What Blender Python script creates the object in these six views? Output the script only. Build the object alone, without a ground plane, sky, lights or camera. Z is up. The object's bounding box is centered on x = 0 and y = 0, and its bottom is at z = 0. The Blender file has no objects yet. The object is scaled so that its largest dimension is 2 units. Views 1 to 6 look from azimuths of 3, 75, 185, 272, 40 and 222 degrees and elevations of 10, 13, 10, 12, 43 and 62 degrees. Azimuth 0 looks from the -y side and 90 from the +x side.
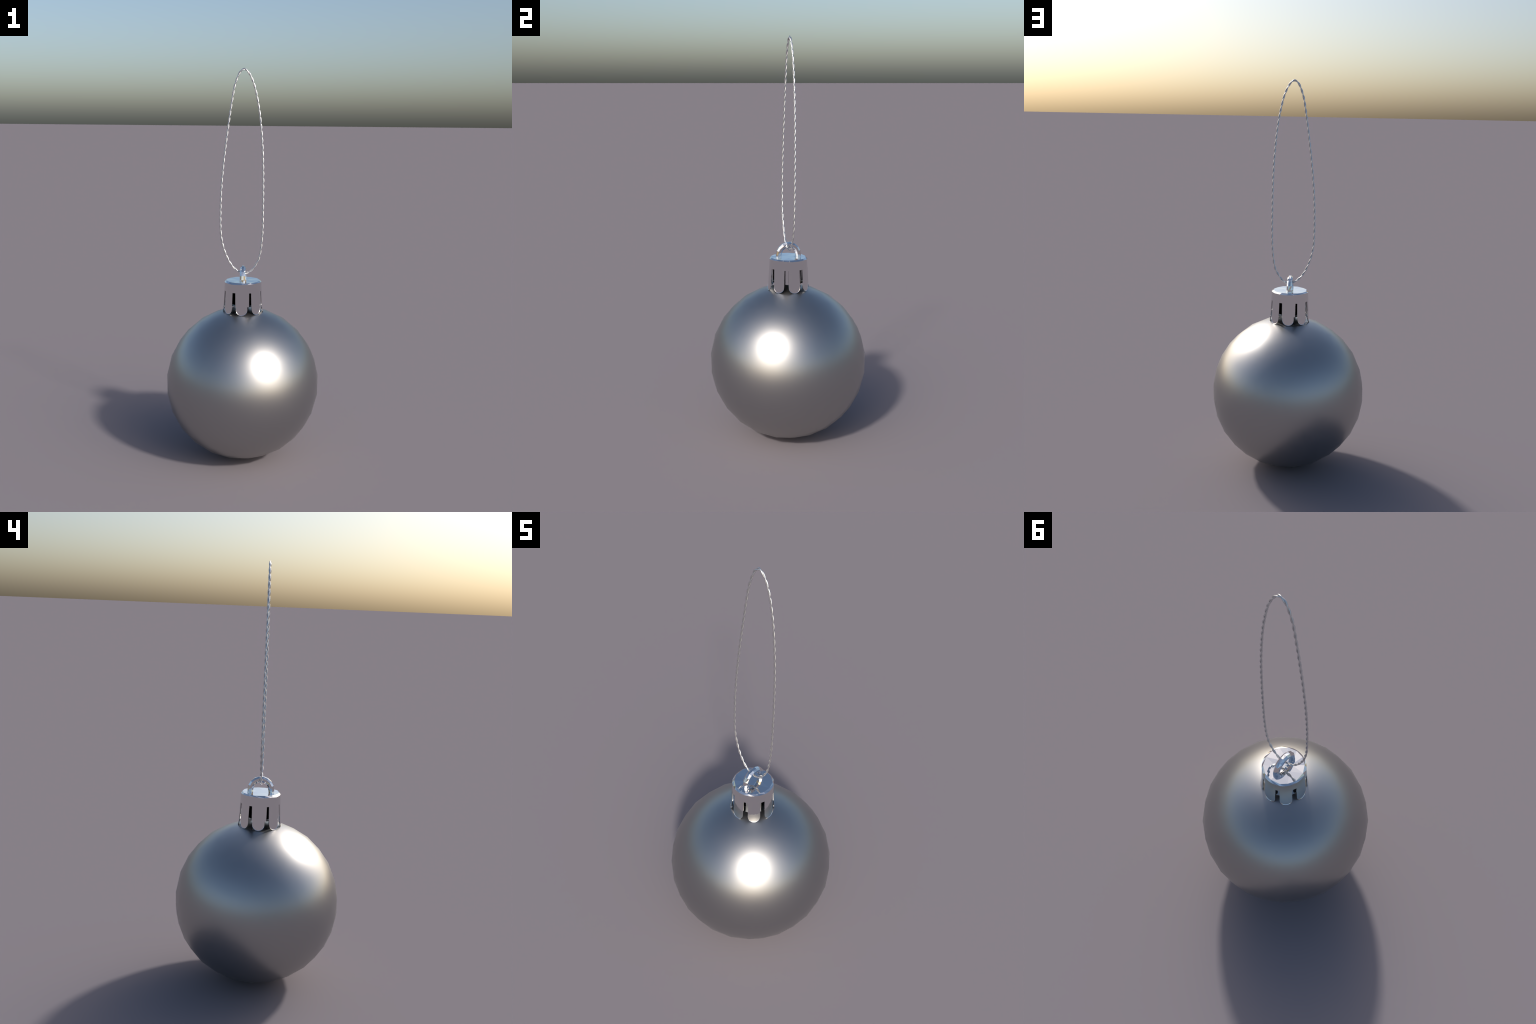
import bpy, bmesh, math, random
from mathutils import Vector

# ------------------------------------------------------------------ sizes (m)
BALL_R, BALL_Z = 0.3952, 0.3952
CAP_AZ = 0.0            # azimuth of the first prong
PRONGS = 8
TOP_R, TOP_Z = 0.0870, 0.9385         # flat lid
RIM_R, RIM_Z = 0.0940, 0.9318         # lower edge of the bevelled rim
SLOT_Z, TIP_Z = 0.8877, 0.7760        # slot tops, prong tips
TIP_R = 0.1028
FLICK = 0.0016                        # turned-out lip along each prong tip
# each prong's middle and width in degrees: stamped a little unevenly
PRONG_CUTS = [(-0.4, 34.1), (46.0, 33.3), (92.1, 34.5), (135.0, 32.2),
              (179.9, 34.1), (224.0, 32.0), (268.7, 33.8), (314.2, 32.5)]
PRONG_W = 0.0580
SHEET = 0.0040
LOOP_R, LOOP_TUBE = 0.0502, 0.0140    # hanging loop: centre-line radius, tube radius
LOOP_Z = 0.9490
PITCH, STRAND_R, TWIST_R = 0.0669, 0.0027, 0.0027

rng = random.Random(11)


# ------------------------------------------------------------------ materials
def metal(name, colour, rough, grain=0.0, scale=60.0):
    m = bpy.data.materials.new(name)
    m.use_nodes = True
    nt = m.node_tree
    b = nt.nodes["Principled BSDF"]
    b.inputs["Metallic"].default_value = 1.0
    tc = nt.nodes.new("ShaderNodeTexCoord")
    nz = nt.nodes.new("ShaderNodeTexNoise")
    nz.inputs["Scale"].default_value = scale
    nz.inputs["Detail"].default_value = 3.0
    nt.links.new(tc.outputs["Object"], nz.inputs["Vector"])
    cr = nt.nodes.new("ShaderNodeValToRGB")
    lo = [c * (1 - grain) for c in colour]
    hi = [min(1.0, c * (1 + grain)) for c in colour]
    cr.color_ramp.elements[0].position, cr.color_ramp.elements[1].position = 0.3, 0.7
    cr.color_ramp.elements[0].color = (*lo, 1)
    cr.color_ramp.elements[1].color = (*hi, 1)
    nt.links.new(nz.outputs["Fac"], cr.inputs["Fac"])
    nt.links.new(cr.outputs["Color"], b.inputs["Base Color"])
    b.inputs["Roughness"].default_value = rough
    return m


MAT_BALL = metal("satin_silver_paint", (0.41, 0.41, 0.41), 0.36, 0.004, 6.0)
MAT_CAP = metal("polished_chrome", (0.80, 0.80, 0.80), 0.0, 0.002, 20.0)
MAT_CORD = metal("silver_thread", (0.70, 0.70, 0.70), 0.40, 0.02, 200.0)


def add(name, mesh, mat, parent):
    o = bpy.data.objects.new(name, mesh)
    bpy.context.scene.collection.objects.link(o)
    if mat:
        mesh.materials.append(mat)
    o.parent = parent
    return o


root = bpy.data.objects.new("christmas_bauble", None)
bpy.context.scene.collection.objects.link(root)
root["label"] = "satin silver christmas bauble with chrome cap and twisted cord"
root["category"] = "christmas ornament"


# ------------------------------------------------------------------ ball
def build_ball():
    bm = bmesh.new()
    bmesh.ops.create_icosphere(bm, subdivisions=1, radius=BALL_R)
    bmesh.ops.subdivide_edges(bm, edges=bm.edges[:], cuts=4, use_grid_fill=True)
    for v in bm.verts:
        v.co = v.co.normalized() * BALL_R
        v.co.z += BALL_Z
    for f in bm.faces:
        f.smooth = True
    me = bpy.data.meshes.new("ball")
    bm.to_mesh(me)
    bm.free()
    return add("ball", me, MAT_BALL, root)


# ------------------------------------------------------------------ cap
def cap_radius(z):
    """Side profile of the pressed cap: gently flaring skirt."""
    t = (RIM_Z - z) / (RIM_Z - TIP_Z)
    return RIM_R + (TIP_R - RIM_R) * (0.75 * t + 0.25 * t * t)


def polar(az, r, z):
    return Vector((r * math.sin(az), -r * math.cos(az), z))


def build_cap():
    bm = bmesh.new()
    prong_of = bm.faces.layers.int.new("prong")
    cols, rows = 8, 8
    hw = PRONG_W / 2

    # columns: evenly by angle round the semicircular tip
    svals = [-hw * math.cos(math.pi * i / cols) for i in range(cols + 1)]

    def tip_z(s):
        return TIP_Z + hw - math.sqrt(max(0.0, hw * hw - s * s))

    wave = [0.0028 * rng.uniform(-1, 1) for _ in range(13)]

    def rim_wave(a):
        t = (a / (2 * math.pi)) % 1.0 * len(wave)
        i = int(t)
        return wave[i % 13] * (1 - t + i) + wave[(i + 1) % 13] * (t - i)

    rim, slot, fingers = [], [], []
    for k in range(PRONGS):
        a0, half = math.radians(PRONG_CUTS[k][0]), math.radians(PRONG_CUTS[k][1] / 2 - 0.4)
        rs = cap_radius(SLOT_Z)
        for s in svals:
            a = a0 + s / hw * half
            rim.append(bm.verts.new(polar(a, RIM_R, RIM_Z + rim_wave(a))))
            slot.append(bm.verts.new(polar(a, rs, SLOT_Z)))
        grid = []
        for j in range(1, rows + 1):
            line = []
            for s in svals:
                z = SLOT_Z + (tip_z(s) - SLOT_Z) * j / rows
                r = cap_radius(z)
                line.append(bm.verts.new(polar(a0 + s / hw * half, r, z)))
            grid.append(line)
        lip = []
        for s in svals:
            z = tip_z(s)
            r = cap_radius(z)
            a = a0 + s / hw * half
            lip.append(bm.verts.new(polar(a, r + FLICK * (0.15 + 0.85 * math.sqrt(max(0.0, 1 - (s / hw) ** 2))), z - FLICK)))
        grid.append(lip)
        fingers.append(grid)
    n = len(rim)
    for i in range(n):
        j = (i + 1) % n
        f = bm.faces.new((rim[i], slot[i], slot[j], rim[j]))
        f[prong_of] = -1
    for k, grid in enumerate(fingers):
        prev = slot[k * (cols + 1):(k + 1) * (cols + 1)]
        for line in grid:
            for i in range(cols):
                f = bm.faces.new((prev[i], line[i], line[i + 1], prev[i + 1]))
                f[prong_of] = k
            prev = line
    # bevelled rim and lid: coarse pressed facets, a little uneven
    m = 14
    lid = []
    for i in range(m):
        a = CAP_AZ + 2 * math.pi * (i + 0.25 * (rng.random() - 0.5)) / m
        lid.append(bm.verts.new(polar(a, TOP_R + 0.003 * (rng.random() - 0.5), TOP_Z + 0.0014 * (rng.random() - 0.5))))
    rim_az = [(math.atan2(v.co.x, -v.co.y) - CAP_AZ) % (2 * math.pi) for v in rim]
    order = sorted(range(n), key=lambda i: rim_az[i])
    lid_az = [(math.atan2(v.co.x, -v.co.y) - CAP_AZ) % (2 * math.pi) for v in lid]
    lorder = sorted(range(m), key=lambda i: lid_az[i])
    ro, lo = [rim[i] for i in order], [lid[i] for i in lorder]
    ra, la = [rim_az[i] for i in order], [lid_az[i] for i in lorder]
    i = j = 0
    while i < n or j < m:
        if j >= m or (i < n and ra[(i + 1) % n] + (2 * math.pi if i + 1 >= n else 0) <= la[(j + 1) % m] + (2 * math.pi if j + 1 >= m else 0)):
            f = bm.faces.new((ro[i % n], ro[(i + 1) % n], lo[j % m]))
            i += 1
        else:
            f = bm.faces.new((ro[i % n], lo[(j + 1) % m], lo[j % m]))
            j += 1
        f[prong_of] = -1
    # lid: fan from a small inner ring lying under the loop
    inner = []
    for i in range(6):
        a = CAP_AZ + 2 * math.pi * (i + 0.3) / 6
        inner.append(bm.verts.new(polar(a, 0.030 + 0.006 * rng.random(), TOP_Z + 0.0012 * (rng.random() - 0.5))))
    i = j = 0
    k = 6
    while i < m or j < k:
        if j >= k or (i < m and (i + 1) / m <= (j + 1) / k):
            f = bm.faces.new((lo[i % m], lo[(i + 1) % m], inner[j % k]))
            i += 1
        else:
            f = bm.faces.new((lo[i % m], inner[(j + 1) % k], inner[j % k]))
            j += 1
        f[prong_of] = -1
    f = bm.faces.new(inner)
    f[prong_of] = -1
    bmesh.ops.recalc_face_normals(bm, faces=bm.faces)
    if sum(f.normal.z for f in bm.faces) < 0:
        bmesh.ops.reverse_faces(bm, faces=bm.faces)

    # give the sheet its thickness, keeping track of which face belongs where
    offset = {}
    for v in bm.verts:
        c = v.co
        if c.z > TOP_Z - 0.004:
            offset[v] = Vector((c.x * 0.97, c.y * 0.97, c.z - SHEET))
        else:
            r = math.hypot(c.x, c.y)
            drop = SHEET * 0.7 if c.z > RIM_Z - 0.004 else 0.0
            offset[v] = Vector((c.x * (r - SHEET) / r, c.y * (r - SHEET) / r, c.z - drop))
    outer_faces = list(bm.faces)
    edges = [(e, e.link_faces[0]) for e in bm.edges if len(e.link_faces) == 1]
    twin = {v: bm.verts.new(p) for v, p in offset.items()}
    for f in outer_faces:
        g = bm.faces.new([twin[v] for v in reversed(f.verts)])
        g[prong_of] = f[prong_of]
    for e, f in edges:
        for l in f.loops:
            if l.edge == e:
                a, b = l.vert, l.link_loop_next.vert
        g = bm.faces.new((b, a, twin[a], twin[b]))
        g[prong_of] = f[prong_of]
    bm.normal_update()
    for f in bm.faces:
        z = f.calc_center_median().z
        f.smooth = z < RIM_Z - 0.006
    for e in bm.edges:
        if len(e.link_faces) == 2 and e.calc_face_angle(0) > math.radians(35):
            e.smooth = False
        if len(e.link_faces) == 2 and e.link_faces[0].smooth != e.link_faces[1].smooth:
            e.smooth = False
    whole = bpy.data.meshes.new("whole_cap")
    bm.to_mesh(whole)
    bm.free()
    # split by region, keeping the whole sheet's normals
    region = [d.value for d in whole.attributes["prong"].data]
    cn = [Vector(c.vector) for c in whole.corner_normals]

    def piece(name, key):
        used, verts, faces, normals, smooth = {}, [], [], [], []
        for p in whole.polygons:
            if region[p.index] != key:
                continue
            face = []
            for li in p.loop_indices:
                vi = whole.loops[li].vertex_index
                if vi not in used:
                    used[vi] = len(verts)
                    verts.append(whole.vertices[vi].co.copy())
                face.append(used[vi])
                normals.append(cn[li])
            faces.append(face)
            smooth.append(p.use_smooth)
        me = bpy.data.meshes.new(name)
        me.from_pydata(verts, [], faces)
        me.polygons.foreach_set("use_smooth", smooth)
        me.normals_split_custom_set(normals)
        return me

    cap = add("cap", piece("cap", -1), MAT_CAP, root)
    # chrome sleeve inside the prongs, seen through the slots
    sl = bmesh.new()
    walls = [(0.0815, 0.814), (0.0800, 0.926), (0.0770, 0.926), (0.0785, 0.814)]
    tube = [[sl.verts.new(polar(2 * math.pi * i / 24, r, z)) for i in range(24)] for r, z in walls]
    for w in range(4):
        A, B = tube[w], tube[(w + 1) % 4]
        for i in range(24):
            j = (i + 1) % 24
            sl.faces.new((A[i], A[j], B[j], B[i])).smooth = w in (0, 2)
    bmesh.ops.recalc_face_normals(sl, faces=sl.faces)
    for e in sl.edges:
        e.smooth = e.calc_face_angle(0) < 0.8
    sm = bpy.data.meshes.new('cap_sleeve')
    sl.to_mesh(sm)
    sl.free()
    add('sleeve', sm, MAT_CAP, cap)
    for k in range(PRONGS):
        add("prong", piece("prong", k), MAT_CAP, cap)
    bpy.data.meshes.remove(whole)
    return cap


# ------------------------------------------------------------------ hanging loop
def build_loop(cap):
    bm = bmesh.new()
    sides = 8
    path = [(-LOOP_R, TOP_Z - 0.004), (-LOOP_R, LOOP_Z)]
    segs = 9
    for i in range(1, segs):
        t = math.pi - math.pi * i / segs
        path.append((LOOP_R * math.cos(t), LOOP_Z + LOOP_R * math.sin(t)))
    path += [(LOOP_R, LOOP_Z), (LOOP_R, TOP_Z - 0.004)]
    rings = []
    for i, (y, z) in enumerate(path):
        p, q = path[max(0, i - 1)], path[min(len(path) - 1, i + 1)]
        ty, tz = q[0] - p[0], q[1] - p[1]
        l = math.hypot(ty, tz)
        ny, nz = -tz / l, ty / l
        ring = []
        for s in range(sides):
            a = 2 * math.pi * (s + 0.5 + 0.26 * (rng.random() - 0.5)) / sides
            r = LOOP_TUBE * (1.04 + 0.10 * (rng.random() - 0.5))
            ring.append(bm.verts.new((r * math.sin(a), y + ny * r * math.cos(a), z + nz * r * math.cos(a))))
        rings.append(ring)
    for i in range(len(rings) - 1):
        A, B = rings[i], rings[i + 1]
        for s in range(sides):
            t = (s + 1) % sides
            if rng.random() < 0.5:
                bm.faces.new((A[s], A[t], B[s])); bm.faces.new((A[t], B[t], B[s]))
            else:
                bm.faces.new((A[s], A[t], B[t])); bm.faces.new((A[s], B[t], B[s]))
    bm.faces.new(rings[0]); bm.faces.new(rings[-1])
    bmesh.ops.recalc_face_normals(bm, faces=bm.faces)
    me = bpy.data.meshes.new("hanging_loop")
    bm.to_mesh(me)
    bm.free()
    return add("hanging_loop", me, MAT_CAP, root)


# ------------------------------------------------------------------ cord
CORD_PATH = [  # (x, z) of the slack loop's centre line, from the top round and back
    (0.000, 1.9945), (-0.0112, 1.9895), (-0.0205, 1.980), (-0.0310, 1.960), (-0.0416, 1.930), (-0.0500, 1.900),
    (-0.0662, 1.800), (-0.0808, 1.700), (-0.0940, 1.600), (-0.1050, 1.500), (-0.1130, 1.400),
    (-0.1167, 1.300), (-0.1166, 1.200), (-0.1115, 1.150), (-0.0995, 1.100), (-0.0800, 1.050),
    (-0.0555, 1.010), (-0.0320, 0.989), (-0.0120, 0.9790), (0.0080, 0.9750), (0.0270, 0.9790),
    (0.0440, 0.9910), (0.0590, 1.010), (0.0705, 1.030), (0.0800, 1.050), (0.0898, 1.100), (0.0948, 1.150),
    (0.0976, 1.200), (0.0988, 1.300), (0.0990, 1.400), (0.0979, 1.500), (0.0944, 1.600),
    (0.0870, 1.700), (0.0755, 1.800), (0.0555, 1.900), (0.0457, 1.930), (0.0333, 1.960), (0.0205, 1.980),
    (0.0112, 1.9895), (0.0, 1.9945),
]


STEP = PITCH / 20


def smooth_path(pts):
    """Closed Catmull-Rom through the points, softened and resampled evenly."""
    pts = [Vector(p) for p in pts[:-1]]
    n, fine = len(pts), []
    for i in range(n):
        p0, p1, p2, p3 = (pts[(i + d) % n] for d in (-1, 0, 1, 2))
        h = (p2 - p1).length
        m1 = (p2 - p0) * (h / (p2 - p0).length)
        m2 = (p3 - p1) * (h / (p3 - p1).length)
        for j in range(24):
            t = j / 24
            fine.append((2 * t**3 - 3 * t**2 + 1) * p1 + (t**3 - 2 * t**2 + t) * m1 + (3 * t**2 - 2 * t**3) * p2 + (t**3 - t**2) * m2)
    for _ in range(60):
        fine = [(fine[i - 1] + 2 * fine[i] + fine[(i + 1) % len(fine)]) / 4 for i in range(len(fine))]
    fine.append(fine[0])
    dist = [0.0]
    for a, b in zip(fine, fine[1:]):
        dist.append(dist[-1] + (b - a).length)
    count = round(dist[-1] / STEP)
    out, j = [], 0
    for i in range(count):
        d = dist[-1] * i / count
        while dist[j + 1] < d:
            j += 1
        out.append(fine[j].lerp(fine[j + 1], (d - dist[j]) / (dist[j + 1] - dist[j])))
    return out + [out[0].copy()]


def build_cord(phase=0.0):
    line = smooth_path(CORD_PATH)
    n = len(line)
    turns = math.pi * round((n - 1) * STEP / (PITCH / 2))     # whole half turns, so the ends meet
    bm = bmesh.new()
    sides = 8
    for strand in range(2):
        centre = []
        for i, p in enumerate(line):
            q = line[(i + 1) % n if i < n - 1 else 1] - line[i - 1 if i else n - 2]
            q.normalize()
            nx, nz = -q[1], q[0]                  # in-plane normal; the other one is y
            a = phase + strand * math.pi + turns * i / (n - 1)
            c, s = math.cos(a) * TWIST_R, -math.sin(a) * TWIST_R
            centre.append(Vector((p[0] + nx * c, s, p[1] + nz * c)))

        def tangent(i):
            p, q = line[i], line[i + 1 if i < n - 1 else 1] - line[i - 1 if i else n - 2]
            a = phase + strand * math.pi + turns * i / (n - 1)
            k = turns / (n - 1) * TWIST_R / STEP
            q = q.normalized()
            m = Vector((-q[1], 0, q[0]))
            return (Vector((q[0], 0, q[1])) - m * math.sin(a) * k + Vector((0, -math.cos(a) * k, 0))).normalized()

        rings = []
        for i in range(n):
            t = tangent(i)
            u = t.cross(Vector((0, 1, 0))).normalized()
            w = t.cross(u)
            rings.append([bm.verts.new(centre[i] + STRAND_R * (u * math.cos(2 * math.pi * k / sides) + w * math.sin(2 * math.pi * k / sides))) for k in range(sides)])
        for i in range(n - 1):
            for k in range(sides):
                l = (k + 1) % sides
                bm.faces.new((rings[i][k], rings[i][l], rings[i + 1][l], rings[i + 1][k])).smooth = True
    bmesh.ops.remove_doubles(bm, verts=bm.verts, dist=1e-4)
    bmesh.ops.recalc_face_normals(bm, faces=bm.faces)
    me = bpy.data.meshes.new("cord")
    bm.to_mesh(me)
    bm.free()
    return add("cord", me, MAT_CORD, root)


build_ball()
cap = build_cap()
build_loop(cap)
build_cord()
